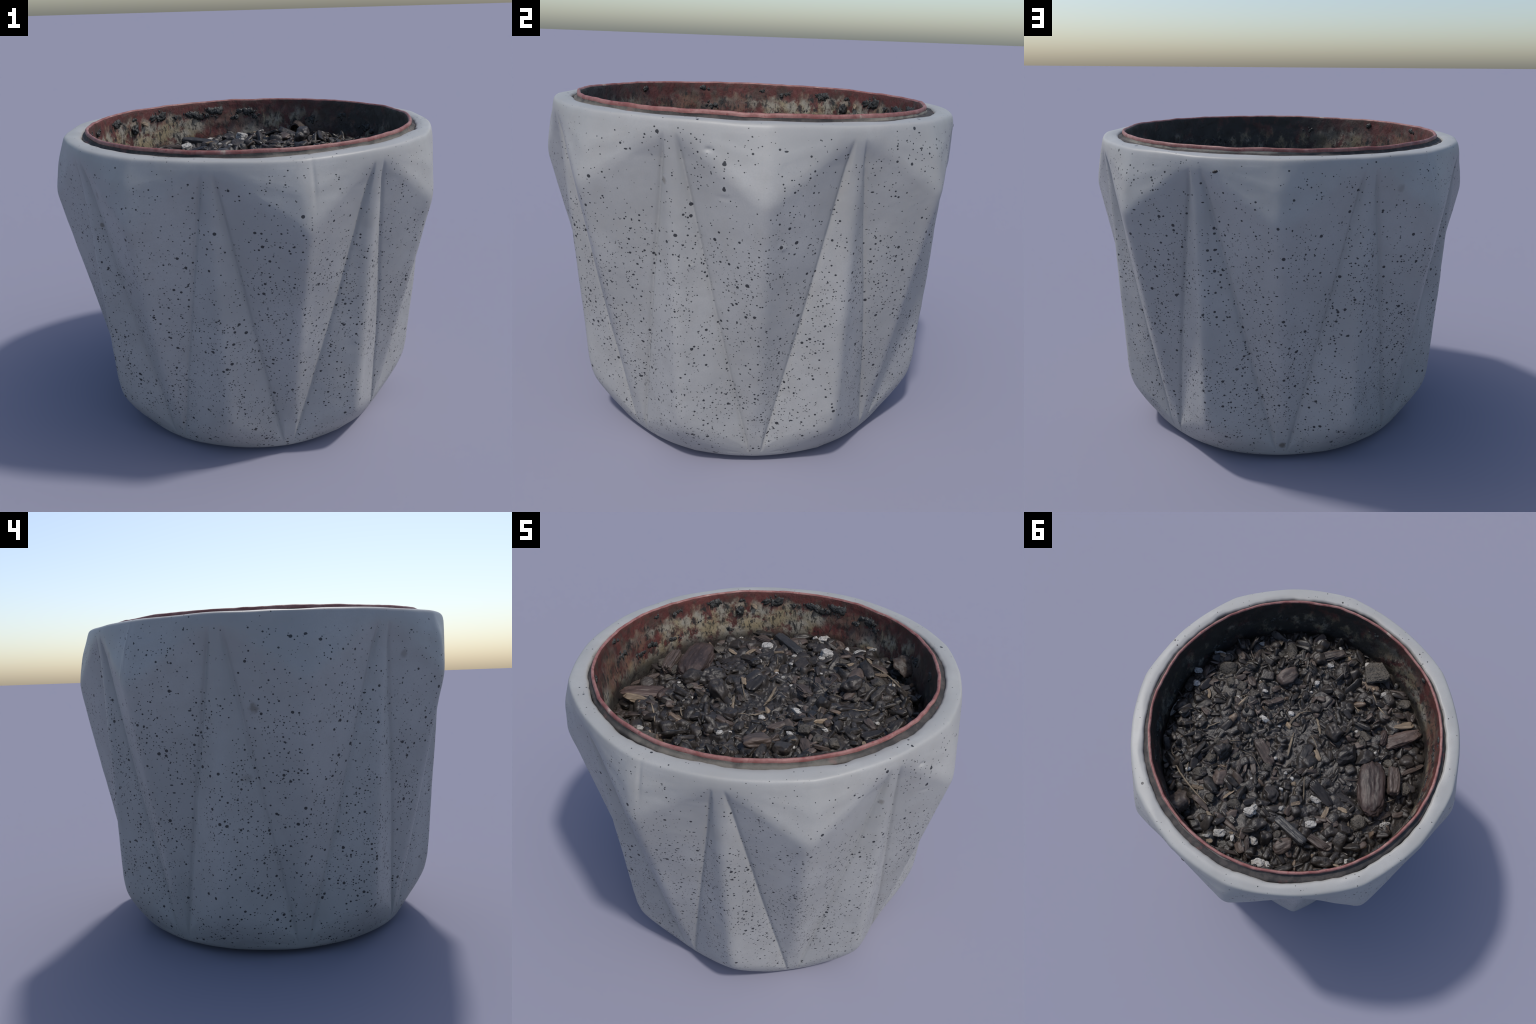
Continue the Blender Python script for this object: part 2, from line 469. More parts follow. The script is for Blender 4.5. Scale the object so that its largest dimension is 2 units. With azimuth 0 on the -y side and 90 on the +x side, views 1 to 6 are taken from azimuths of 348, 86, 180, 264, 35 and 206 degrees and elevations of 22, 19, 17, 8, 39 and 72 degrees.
N = Nodes("grimy_flange", .75, .25)
ang = N.math("ARCTAN2", N.y, N.x)
def sector(a0, half, soft_):
    d = N.math("ABSOLUTE", N.math("SUBTRACT", N.math("MODULO", N.math("ADD", N.math("SUBTRACT", ang, math.radians(a0)), 3 * math.pi), 2 * math.pi), math.pi))
    return N.ramp(d, math.radians(half), math.radians(half + soft_), 1, 0)
mud = N.math("MAXIMUM", sector(62, 22, 25), N.math("MULTIPLY", sector(-66, 22, 22), .45))
mud = N.math("MULTIPLY", mud, N.ramp(N.noise(14, 4, .6), .3, .55, .35, 1))
colr = N.mix(N.ramp(N.noise(20, 4, .6), .4, .65), (.036, .034, .034), (.068, .060, .056))
colr = N.mix(N.ramp(N.noise(9, 3, .6), .60, .70, 0, .5), colr, (.16, .06, .06))
mud = N.math("MULTIPLY", mud, N.ramp(N.z, 1.546, 1.552))  # pale mud stops above the ledge, leaving it coloured black for the gap's shadow
colr = N.mix(mud, colr, N.mix(N.noise(30, 3, .6), (.27, .25, .21), (.17, .16, .14)))
M_FLANGE = N.finish(colr, N.bump(N.noise(50, 4, .6), .5, .006))

zs = np.linspace(1.566, 1.12, 50)
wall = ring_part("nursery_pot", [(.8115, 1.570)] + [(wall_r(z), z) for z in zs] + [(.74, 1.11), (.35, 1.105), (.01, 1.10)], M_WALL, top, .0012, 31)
ring_part("pot_lip", [(.8275, 1.5620), (.8275, 1.5670), (.8265, 1.5715), (.8242, 1.5755), (.8205, 1.5775), (.8165, 1.5768), (.8135, 1.5745), (.8115, 1.570)], M_LIP, wall, .0006, 32)
ring_part("pot_flange", [(0, 1.562), (.03, 1.558), (.07, 1.5545), (.14, 1.5510), (.30, 1.5485), (.60, 1.5455), (.90, 1.5425), (1.0, 1.525), (.98, 1.46)][::-1], M_FLANGE, wall, .0010, 33, True)

# ------------------------------------------------------------------ soil
SR = .800
def soil_base(x, y):
    r = np.hypot(x, y - LIP_C[1])
    a = np.arctan2(y, x)
    z = 1.348 - .072 * (r / .77) ** 3.2 + .045 * x + .027 * y
    return z

STEP = .0032
n = int(2 * SR / STEP) + 1
gx = -SR + STEP * np.arange(n)
GX, GY = np.meshgrid(gx, gx + LIP_C[1], indexing="ij")
H = soil_base(GX, GY) + .010 * lattice_noise((n, n), (7, 7), 41) + .006 * lattice_noise((n, n), (18, 18), 42) + .003 * lattice_noise((n, n), (60, 60), 43) + .0008 * lattice_noise((n, n), (150, 150), 44)
def stamp(cx, cy, a, b, h, rot, p, sharp, tilt=0.0):
    rad = max(a, b) * 1.15
    i0, i1 = int((cx - rad + SR) / STEP), int((cx + rad + SR) / STEP) + 2
    j0, j1 = int((cy - LIP_C[1] - rad + SR) / STEP), int((cy - LIP_C[1] + rad + SR) / STEP) + 2
    i0, j0, i1, j1 = max(0, i0), max(0, j0), min(n, i1), min(n, j1)
    if i1 - i0 < 2 or j1 - j0 < 2:
        return
    x, y = GX[i0:i1, j0:j1] - cx, GY[i0:i1, j0:j1] - cy
    c, s = math.cos(rot), math.sin(rot)
    u, v = np.abs(x * c + y * s) / a, np.abs(-x * s + y * c) / b
    d = (u ** p + v ** p) ** (1 / p)
    base = float(H[min(n - 1, max(0, int((cx + SR) / STEP))), min(n - 1, max(0, int((cy - LIP_C[1] + SR) / STEP)))])
    base = min(base, float(soil_base(np.array(cx), np.array(cy))) + .012) - h * .2
    prof = np.clip(1 - d ** sharp, 0, None) ** (1 / sharp)
    H[i0:i1, j0:j1] = np.where(d < 1, np.maximum(H[i0:i1, j0:j1], base + h * prof + tilt * (x * c + y * s)), H[i0:i1, j0:j1])
def spots(count, seed, rmax=.77):
    g = np.random.default_rng(seed)
    r = rmax * np.sqrt(g.random(count))
    a = g.random(count) * 2 * math.pi
    return np.stack([r * np.cos(a), r * np.sin(a) + LIP_C[1]], -1), g
for count, lo, hi, tall, seed in ((700, .022, .050, .8, 51), (1300, .011, .024, .85, 52), (300, .006, .011, .9, 53)):
    P, g = spots(count, seed)
    for cx, cy in P:
        # the heap is fine in the middle and coarse round the edge
        if lo > .015 and np.hypot(cx, cy) < .30 and g.random() < .5:
            continue
        a = lo + (hi - lo) * g.random()
        b = a * (.24 + .6 * g.random() ** 1.4)
        stamp(cx, cy, a, b, b * tall * (1.2 + .8 * g.random()), g.random() * math.pi, 2.2 + 2.6 * g.random(), 2.2 + 1.8 * g.random(), g.normal(0, .32))
for cx, cy, a, b in ((-.225, -.10, .05, .045), (-.44, .17, .06, .03), (-.05, .62, .05, .04), (.47, .56, .07, .05)):
    d = ((GX - cx) / a) ** 2 + ((GY - cy) / b) ** 2
    H -= .045 * np.exp(-d)
H = .4 * H + .6 * blur(blur(H, 1.2, 0, False), 1.2, 1, False)
inside = np.hypot(GX, GY - LIP_C[1]) < SR - STEP
vid = np.full((n, n), -1)
vid[inside] = np.arange(inside.sum())
q = np.stack([vid[:-1, :-1], vid[1:, :-1], vid[1:, 1:], vid[:-1, 1:]], -1).reshape(-1, 4)
q = q[(q >= 0).all(1)]

def height(x, y):
    i, j = int((x + SR) / STEP), int((y - LIP_C[1] + SR) / STEP)
    return float(H[min(n - 1, max(0, i)), min(n - 1, max(0, j))])
def ground(x, y, r):
    """mean level of the soil under a piece of radius r"""
    return sum(height(x + r * .6 * math.cos(k), y + r * .6 * math.sin(k)) for k in (0, 1.57, 3.14, 4.71)) / 4

def soil_mat(name, dark, light, scale, rough=.72, grain=.5, island=False, pit=None, along=False):
    N = Nodes(name, rough, .35)
    f = N.noise(scale, 5, .65, N.vec((.22, 1, 1)) if along else None)      # fibres run along the piece
    rr = N.island() if island else N.obrand()
    f = N.math("ADD", N.math("MULTIPLY", N.ramp(f, .3, .72), .75), N.math("MULTIPLY_ADD", rr, .5, -.12), clamp=True)
    colr = N.mix(f, dark, light)
    sp = N.ramp(N.noise(scale * 3.2, 3, .6, N.vec(off=(4, 1, 7))), .60, .72, 0, .45)
    colr = N.mix(sp, colr, tuple(min(1, c * 1.7 + .01) for c in light))
    hgt = N.noise(scale * 1.6, 4, .65, N.vec((.2, 1, 1)) if along else None)
    if island:                             # now and then a paler splinter
        colr = N.mix(N.math("GREATER_THAN", rr, .92), colr, N.mix(f, (.05, .035, .027), (.135, .098, .070)))
        colr = N.mix(N.math("GREATER_THAN", rr, .985), colr, N.mix(f, (.12, .09, .06), (.26, .20, .14)))
    if pit:
        d, c = N.voronoi(pit)
        hgt = N.math("ADD", hgt, N.ramp(d, .1, .5, -1, 0))
        colr = N.mix(N.ramp(d, .12, .35, .7, 0), colr, dark)
    return N.finish(colr, N.bump(hgt, grain, .006))

N = Nodes("potting_soil", .38, .5)
f1, f2, f3 = N.noise(16, 5, .65), N.noise(60, 4, .65), N.noise(140, 3, .6)
d, c = N.voronoi(38)
cellr = N.sep(c)[0]
colr = N.mix(N.ramp(f1, .3, .7), (.0125, .0116, .0113), (.026, .0222, .020))
colr = N.mix(N.ramp(cellr, .35, 1, 0, .5), colr, (.058, .047, .039))
colr = N.mix(N.ramp(f2, .52, .7, 0, .55), colr, (.080, .068, .057))  # lighter flecks paint the warm glints on the lumps
colr = N.mix(N.ramp(f3, .62, .74, 0, .45), colr, (.13, .11, .09))
M_SOIL = N.finish(colr, N.bump(N.math("ADD", f2, N.math("MULTIPLY", f3, .5)), .6, .007))
soil = add("soil", new_mesh("soil", np.stack([GX[inside], GY[inside], H[inside]], -1), q), M_SOIL, top)

M_CRUMB = soil_mat("soil_crumb", (.013, .012, .0117), (.050, .042, .036), 26, .4, .6, True)
M_BALL = soil_mat("dark_lump", (.015, .0135, .013), (.048, .040, .035), 26, .4, .8)
M_DARK = soil_mat("black_bark", (.012, .011, .011), (.040, .034, .031), 20, .4, .5, along=True)
M_PEB = soil_mat("grey_pebble", (.034, .031, .028), (.092, .080, .066), 24, .75, .6, pit=90)
M_BARK = soil_mat("brown_bark", (.026, .021, .019), (.095, .071, .060), 30, .5, .7, along=True)
M_RED = soil_mat("red_bark", (.026, .018, .0165), (.084, .057, .048), 26, .5, .7, along=True)
M_TAN = soil_mat("pale_wood", (.085, .062, .043), (.27, .21, .145), 34, .7, .6, along=True)
M_STRAW = soil_mat("dry_straw", (.07, .056, .042), (.185, .148, .105), 30, .65, .4)
M_STICK = soil_mat("wet_stick", (.020, .020, .021), (.040, .039, .040), 18, .45, .3)
M_PERL = soil_mat("perlite", (.22, .21, .195), (.47, .455, .43), 30, .85, .8, pit=70)
M_CLUMP = soil_mat("wall_dirt", (.016, .016, .016), (.055, .055, .052), 40, .5, .8)

# unit lumps: a ball of directions to be shaped
def icosphere(sub):
    bm = bmesh.new()
    bmesh.ops.create_icosphere(bm, subdivisions=sub, radius=1)
    v = np.array([p.co[:] for p in bm.verts])
    fcs = np.array([[p.index for p in q.verts] for q in bm.faces])
    bm.free()
    return v, fcs
ICO = {k: icosphere(k) for k in (2, 3, 4, 5)}

def lump(size, power=2.4, rough=.12, freq=1.6, fine=.03, sub=4, seed=0, cuts=0, grain=0.0, taper=0.0):
    """superellipsoid of half axes size, dented, with flat broken faces and long grain"""
    v, fcs = ICO[sub]
    g = random.Random(seed)
    d = v / (np.abs(v) ** power).sum(1, keepdims=True) ** (1 / power)
    o = Vector((g.uniform(-50, 50), g.uniform(-50, 50), g.uniform(-50, 50)))
    k = np.array([1 + rough * noise.noise(Vector(p) * freq + o) * 2 + fine * noise.noise(Vector(p) * 5.5 + o) * 2 for p in v])
    d = d * k[:, None]
    for _ in range(cuts):                       # broken faces
        nrm = np.array([g.gauss(0, 1), g.gauss(0, 1), g.gauss(0, .8)])
        nrm /= np.linalg.norm(nrm)
        h = g.uniform(.62, .9)
        over = np.maximum(0, d @ nrm - h)
        d = d - over[:, None] * nrm[None] * .92
    if grain:                                   # fibres along the long axis
        ph = np.array([noise.noise(Vector((p[0] * .8, p[1] * 6, p[2] * 6)) + o) for p in v])
        d[:, 1:] *= (1 + grain * ph)[:, None]
    if taper:
        d[:, 1:] *= (1 + taper * d[:, :1])
    return d * np.array(size)[None], fcs

def place(name, shape, mat, x, y, az, lift, tilt=(0, 0), parent=None, z=None):
    vv, ff = shape
    me = new_mesh(name, vv, ff)
    r = max(abs(vv[:, 0]).max() * .7, .01)
    zz = ground(x, y, r) if z is None else z
    rot = Matrix.Rotation(math.radians(az), 4, "Z") @ Matrix.Rotation(tilt[0], 4, "Y") @ Matrix.Rotation(tilt[1], 4, "X")
    return add(name, me, mat, parent or soil, (x, y, zz + lift), rot.to_quaternion())

# pieces lying on the soil: x, y, length, width, direction in degrees
PIECES = {
    "perlite": [
        (0.645, -0.382, 0.112, 0.04, -173), (0.703, -0.127, 0.05, 0.04, -162), (0.745, -0.221, 0.051, 0.034, -167), (0.768, 0.058, 0.104, 0.034, -102),
        (0.738, 0.248, 0.025, 0.023, -162), (0.313, -0.654, 0.043, 0.034, -157), (0.468, -0.557, 0.049, 0.028, -159), (0.418, -0.134, 0.034, 0.02, 166),
        (0.295, -0.241, 0.038, 0.02, -178), (0.223, -0.07, 0.065, 0.034, 160), (0.093, -0.177, 0.04, 0.025, -176), (0.125, -0.073, 0.02, 0.018, -157),
        (0.06, 0.128, 0.023, 0.017, 152), (0.116, -0.725, 0.059, 0.051, -170), (-0.209, -0.699, 0.037, 0.034, -152), (-0.373, -0.538, 0.049, 0.028, -148),
        (0.001, -0.582, 0.043, 0.028, -169), (0.022, -0.418, 0.035, 0.028, -133), (-0.312, -0.228, 0.023, 0.017, -154), (0.058, 0.49, 0.066, 0.051, -148),
        (0.047, 0.45, 0.041, 0.037, -157), (0.166, 0.662, 0.077, 0.042, -154), (0.092, 0.658, 0.043, 0.025, 122), (0.224, 0.71, 0.05, 0.02, -161),
        (-0.022, 0.621, 0.052, 0.054, -157), (-0.099, 0.731, 0.075, 0.051, -157), (-0.15, 0.713, 0.043, 0.028, 144), (-0.305, 0.694, 0.022, 0.02, -149),
        (-0.096, 0.395, 0.03, 0.024, -157), (-0.051, 0.292, 0.025, 0.017, 176), (0.497, 0.398, 0.03, 0.025, -165), (-0.031, 0.185, 0.022, 0.02, -157),
        (-0.08, 0.201, 0.024, 0.017, 157), (-0.256, 0.26, 0.066, 0.04, 179), (-0.284, 0.414, 0.07, 0.04, -156), (-0.675, 0.221, 0.058, 0.028, -135),
        (-0.539, 0.525, 0.068, 0.028, -128)],
    "pebble": [
        (0.575, -0.303, 0.109, 0.085, -157), (0.256, -0.576, 0.108, 0.062, 120), (0.283, 0.212, 0.06, 0.04, -106), (0.438, -0.214, 0.059, 0.062, -159),
        (0.509, -0.205, 0.056, 0.051, -138), (0.341, -0.194, 0.054, 0.051, -144), (-0.113, -0.645, 0.09, 0.042, -139), (-0.511, -0.542, 0.083, 0.062, -180),
        (-0.37, -0.222, 0.08, 0.068, -163), (0.163, 0.48, 0.072, 0.051, -158), (0.427, 0.392, 0.081, 0.062, -163), (-0.53, 0.277, 0.09, 0.085, -134),
        (-0.702, -0.017, 0.054, 0.073, -141), (-0.558, -0.123, 0.053, 0.051, -173)],
    "bark": [
        (0.537, -0.419, 0.09, 0.045, 132), (0.204, -0.384, 0.119, 0.085, -129), (0.618, -0.159, 0.035, 0.023, -172), (0.133, 0.12, 0.164, 0.062, 145),
        (0.404, -0.28, 0.102, 0.04, 129), (0.564, 0.026, 0.067, 0.034, 149), (0.207, -0.21, 0.087, 0.034, -125), (0.321, -0.13, 0.063, 0.028, -133),
        (0.03, -0.646, 0.192, 0.054, -145), (-0.436, -0.594, 0.129, 0.04, -170), (-0.339, -0.136, 0.097, 0.034, -151), (-0.595, -0.475, 0.054, 0.034, 135),
        (0.304, 0.375, 0.076, 0.085, -154), (0.252, 0.44, 0.097, 0.023, -109), (-0.187, 0.585, 0.11, 0.073, -128), (0.23, 0.25, 0.13, 0.023, -85),
        (0.197, 0.243, 0.09, 0.02, -79), (0.158, 0.227, 0.102, 0.028, -56), (-0.335, 0.479, 0.192, 0.051, 171), (-0.504, 0.567, 0.033, 0.02, -146),
        (-0.651, 0.18, 0.08, 0.034, -134), (-0.724, 0.135, 0.064, 0.028, -144)],
    "tan": [
        (0.372, -0.595, 0.091, 0.034, -143), (0.606, -0.094, 0.057, 0.025, 126), (-0.557, -0.385, 0.119, 0.042, -155), (-0.16, 0.016, 0.063, 0.028, 131),
        (0.065, -0.298, 0.025, 0.014, -180), (0.395, 0.475, 0.065, 0.023, -169), (0.21, 0.439, 0.085, 0.017, -116), (0.199, 0.73, 0.039, 0.023, -158),
        (-0.101, 0.227, 0.028, 0.028, -156), (0.474, 0.53, 0.054, 0.02, 142), (-0.595, 0.395, 0.069, 0.031, -146), (-0.421, 0.258, 0.055, 0.023, 175),
        (-0.337, 0.318, 0.084, 0.025, -90), (-0.163, 0.341, 0.056, 0.023, -145)],
    "ball": [
        (0.322, -0.342, 0.083, 0.073, -148), (0.359, 0.223, 0.092, 0.079, -118), (0.521, 0.326, 0.066, 0.068, -165), (-0.19, -0.151, 0.102, 0.079, 146),
        (-0.038, -0.263, 0.082, 0.062, -147), (-0.316, -0.059, 0.138, 0.096, -127), (-0.426, -0.087, 0.117, 0.079, -124), (-0.007, 0.336, 0.082, 0.09, -157),
        (0.015, 0.406, 0.075, 0.056, -174), (-0.009, 0.539, 0.095, 0.073, -144), (-0.08, 0.582, 0.077, 0.073, -145), (-0.065, 0.255, 0.056, 0.062, -168),
        (-0.469, 0.359, 0.083, 0.073, -148), (-0.424, 0.577, 0.118, 0.062, -161), (-0.392, 0.406, 0.101, 0.079, -116)],
    "dark": [
        (0.6, -0.014, 0.102, 0.045, -125), (0.675, -0.253, 0.079, 0.034, -121), (-0.192, -0.359, 0.094, 0.051, -151), (-0.14, -0.249, 0.102, 0.034, 150),
        (-0.095, 0.031, 0.128, 0.056, -87), (0.181, 0.547, 0.149, 0.034, 154), (-0.277, 0.219, 0.168, 0.062, 154), (-0.406, 0.179, 0.14, 0.04, 168),
        (-0.684, 0.291, 0.073, 0.023, -150)],
    "twig": [
        (0.398, 0.168, 0.12, 0.017, -166), (0.662, -0.2, 0.096, 0.017, -135), (0.76, -0.025, 0.14, 0.008, -30), (-0.009, 0.687, 0.143, 0.028, -71),
        (0.089, 0.737, 0.147, 0.02, -170), (-0.404, 0.632, 0.112, 0.02, -153), (-0.708, -0.161, 0.164, 0.028, -129)],
    "straw": [
        (0.306, 0.022, 0.117, 0.01, -82), (0.479, 0.097, 0.092, 0.008, -135), (0.057, -0.149, 0.109, 0.017, -110), (0.013, 0.005, 0.163, 0.015, -79),
        (-0.11, -0.055, 0.105, 0.007, 135), (-0.093, -0.162, 0.115, 0.017, 124), (-0.374, -0.446, 0.157, 0.009, 139), (-0.168, 0.231, 0.131, 0.009, 112),
        (-0.498, 0.328, 0.077, 0.014, 125)],
    "block": [
        (-0.288, -0.65, 0.141, 0.119, -152)],
    "plate": [
        (-0.579, -0.301, 0.208, 0.079, -138)],
    "redball": [
        (-0.474, -0.263, 0.101, 0.051, -86)],
    "stick": [
        (-0.195, 0.491, 0.214, 0.051, 161)],
    "strip": [
        (0.345, 0.553, 0.137, 0.034, 160), (0.249, 0.607, 0.101, 0.02, 147), (0.164, 0.596, 0.168, 0.028, 164)],
    "bigchip": [
        (-0.526, 0.067, 0.315, 0.150, 109)],
    "cyl": [
        (-0.625, -0.022, 0.159, 0.062, 110)],
}
KINDS = {   # name, material, power, roughness, cuts, grain, height / width, lift / height
    "perlite": ("perlite_grain", M_PERL, 2.6, .16, 2, 0, .75, .30),
    "pebble": ("pebble", M_PEB, 2.7, .10, 3, 0, .60, .22),
    "bark": ("bark_chip", M_BARK, 4.0, .12, 2, .22, .55, .30),
    "tan": ("wood_sliver", M_TAN, 3.2, .16, 2, .25, .45, .35),
    "ball": ("soil_lump", M_BALL, 2.6, .20, 3, 0, .80, .18),
    "dark": ("bark_chip", M_DARK, 3.4, .12, 2, .15, .50, .28),
    "twig": ("twig", M_BARK, 2.4, .08, 0, .2, .80, .45),
    "block": ("bark_chip", M_PEB, 5.5, .08, 2, .12, .55, .42),
    "plate": ("bark_chip", M_RED, 3.0, .10, 2, .12, .35, .55),
    "redball": ("soil_lump", M_RED, 2.3, .10, 1, .1, .70, .30),
    "stick": ("twig", M_STICK, 6.0, .03, 0, .05, .85, .35),
    "cyl": ("twig", M_BARK, 7.0, .03, 0, .10, .85, .40),
    "bigchip": ("bark_chip", M_RED, 2.9, .06, 2, .07, .55, .26),
}
# the tall ones: height of the middle, half height
STAND = {(-.526, .067): (1.350, .050), (-.625, -.022): (1.352, .033), (-.579, -.301): (1.315, .022), (-.557, -.385): (1.325, .017), (-.19, -.151): (1.375, .070), (-.316, -.059): (1.372, .062),
         (-.426, -.087): (1.348, .046), (-.288, -.65): (1.322, .045), (-.195, .491): (1.365, .026), (.058, .49): (1.392, .026), (.047, .45): (1.368, .018), (-.335, .479): (1.342, .026),
         (.03, -.646): (1.318, .028), (.575, -.303): (1.345, .032), (-.474, -.263): (1.320, .026), (.256, -.576): (1.322, .03)}
sid = 100
for kind, rows in PIECES.items():
    if kind in ("straw", "strip"):
        continue
    name, mat, pw, rg, cuts, gr, hw, lf = KINDS[kind]
    for x, y, L, W, az in rows:
        sid += 1
        g = random.Random(sid)
        hgt = W * hw * g.uniform(.85, 1.2)
        if kind in ("ball", "pebble", "perlite"):
            hgt = min(L, W) * hw * g.uniform(.9, 1.15)
        sub = 5 if L > .13 else 4 if L > .05 else 3
        sh = lump((L * .52, W * .52, hgt * .55), pw, rg, 1.5, .035, sub, sid, cuts, gr, g.uniform(-.2, .2) if kind not in ("stick", "cyl") else 0)
        tall = STAND.get((x, y))
        if tall:
            sh[0][:, 2] *= tall[1] / abs(sh[0][:, 2]).max()
            place(name, sh, mat, x, y, az, 0, (g.uniform(-.2, .2), g.uniform(-.25, .25)), z=tall[0])
        else:
            place(name, sh, mat, x, y, az, hgt * lf, (g.uniform(-.3, .3), g.uniform(-.35, .35)))

# more of the same between them
counts = {"bark": 84, "ball": 26, "pebble": 20, "dark": 78, "perlite": 12, "tan": 12, "twig": 34}
for kind, cnt in counts.items():
    name, mat, pw, rg, cuts, gr, hw, lf = KINDS[kind]
    P, g = spots(cnt, 300 + len(kind) * 7 + cnt, .745)
    for x, y in P:
        sid += 1
        edge = np.hypot(x, y) / .75
        L = {"bark": .07, "ball": .066, "pebble": .06, "dark": .078, "perlite": .022, "tan": .036, "twig": .075}[kind] * (.6 + .5 * edge) * g.uniform(.7, 1.35)
        W = L * {"bark": .5, "ball": .8, "pebble": .78, "dark": .48, "perlite": .8, "tan": .42, "twig": .16}[kind] * g.uniform(.75, 1.25)
        hgt = W * hw * g.uniform(.85, 1.2)
        sh = lump((L * .52, W * .52, hgt * .55), pw, rg, 1.5, .04, 3, sid, cuts, gr, g.uniform(-.2, .2))
        place(name, sh, mat, x, y, g.uniform(0, 360), hgt * lf * .8, (g.uniform(-.5, .5), g.uniform(-.6, .6)))

# straws and fibre strips
def ribbon(path, width, thick, seed, sides=8, flat=1.0, split=0.0):
    path = np.array(path, float)
    g = random.Random(seed)
    m = len(path)
    t = np.gradient(path, axis=0)
    t /= np.linalg.norm(t, axis=1, keepdims=True)
    up = np.array([0, 0, 1.0])
    side = np.cross(up, t)
    side /= np.linalg.norm(side, axis=1, keepdims=True)
    nrm = np.cross(t, side)
    V = []
    for i in range(m):
        f = i / (m - 1)
        taper = min(1, .35 + 4 * f, .25 + 3 * (1 - f))
        for k in range(sides):
            a = 2 * math.pi * k / sides
            V.append(path[i] + side[i] * math.cos(a) * width * .5 * taper * (1 + .12 * g.uniform(-1, 1)) + nrm[i] * math.sin(a) * thick * .5 * taper)
    F = []
    for i in range(m - 1):
        for k in range(sides):
            k2 = (k + 1) % sides
            F.append((i * sides + k, i * sides + k2, (i + 1) * sides + k2, (i + 1) * sides + k))
    F.append(tuple(range(sides))[::-1])
    F.append(tuple((m - 1) * sides + k for k in range(sides)))
    return new_mesh("straw", V, F)

def laid_path(x, y, L, az, bend, m=16, lift=.006, rise=0.0):
    a = math.radians(az)
    pts = []
    for i in range(m):
        s = (i / (m - 1) - .5)
        u, w = s * L, bend * L * (.25 - s * s) * 4 * .25
        px, py = x + u * math.cos(a) - w * math.sin(a), y + u * math.sin(a) + w * math.cos(a)
        pts.append([px, py, height(px, py)])
    pts = np.array(pts)
    z = pts[:, 2]
    zz = np.convolve(np.pad(z, 4, mode="edge"), np.ones(9) / 9, "valid")
    pts[:, 2] = np.maximum(zz, np.minimum(z, zz + .006)) + lift + rise * np.linspace(0, 1, m)
    return pts
for x, y, L, W, az in PIECES["straw"]:
    sid += 1
    g = random.Random(sid)
    add("straw", ribbon(laid_path(x, y, L, az, g.uniform(-.3, .3)), W, W * .5, sid), M_STRAW, soil)
for x, y, L, W, az in PIECES["strip"]:
    sid += 1
    add("fibre_strip", ribbon(laid_path(x, y, L, az, .12, 20, .014), W, .009, sid, 10), M_STRAW if sid % 2 else M_BARK, soil)
long_straw = [(.66, .30), (.628, .354), (.564, .414), (.496, .458), (.393, .511), (.277, .556)]
pts = []
for i in range(len(long_straw) - 1):
    for f in np.linspace(0, 1, 8, endpoint=False):
        pts.append([long_straw[i][k] * (1 - f) + long_straw[i + 1][k] * f for k in (0, 1)])
pts = np.array([[p[0], p[1], height(*p)] for p in pts])
for k in (0, 1):
    pts[:, k] = np.convolve(np.pad(pts[:, k], 3, mode="edge"), np.ones(7) / 7, "valid")
pts[:, 2] = np.convolve(np.pad(pts[:, 2], 6, mode="edge"), np.ones(13) / 13, "valid") + .016
add("straw", ribbon(pts, .011, .007, 5), M_STRAW, soil)
P, g = spots(46, 77, .72)
for x, y in P:
    sid += 1
    L = g.uniform(.04, .13)
    add("straw", ribbon(laid_path(x, y, L, g.uniform(0, 360), g.uniform(-.5, .5), 12, .005, g.uniform(-.01, .025)), g.uniform(.003, .007), .003, sid, 6), M_STRAW if g.random() < .6 else M_BARK, soil)

# a curled piece of dark bark standing against the wall
def curl(radius, length, span, thick, na=36, nl=10):
    V, F = [], []
    for s in (1, -1):
        for i in range(na):
            a = -span / 2 + span * i / (na - 1)
            for j in range(nl):
                r = radius * (1 + .12 * math.sin(3 * a)) + s * thick * .5
                V.append((length * (j / (nl - 1) - .5) * (1 + .25 * math.cos(2 * a + .6)) + .006 * math.sin(7 * a), r * math.sin(a) + .006 * math.sin(3 * j + 2 * a), r * math.cos(a) + .005 * math.sin(2 * j + 4 * a)))
    o = na * nl
    for i in range(na - 1):
        for j in range(nl - 1):
            a, b, c, d_ = i * nl + j, (i + 1) * nl + j, (i + 1) * nl + j + 1, i * nl + j + 1
            F += [(a, b, c, d_), (o + d_, o + c, o + b, o + a)]
    for i in range(na - 1):
        for j in (0, nl - 1):
            F.append((i * nl + j, (i + 1) * nl + j, o + (i + 1) * nl + j, o + i * nl + j))
    for j in range(nl - 1):
        for i in (0, na - 1):
            F.append((i * nl + j, i * nl + j + 1, o + i * nl + j + 1, o + i * nl + j))
    return new_mesh("curled_bark", V, F)
ob = add("curled_bark", curl(.056, .10, 3.4, .009), M_BARK, soil, (.455, .605, 1.372))
ob.rotation_euler = (0.1, -.12, math.radians(62))

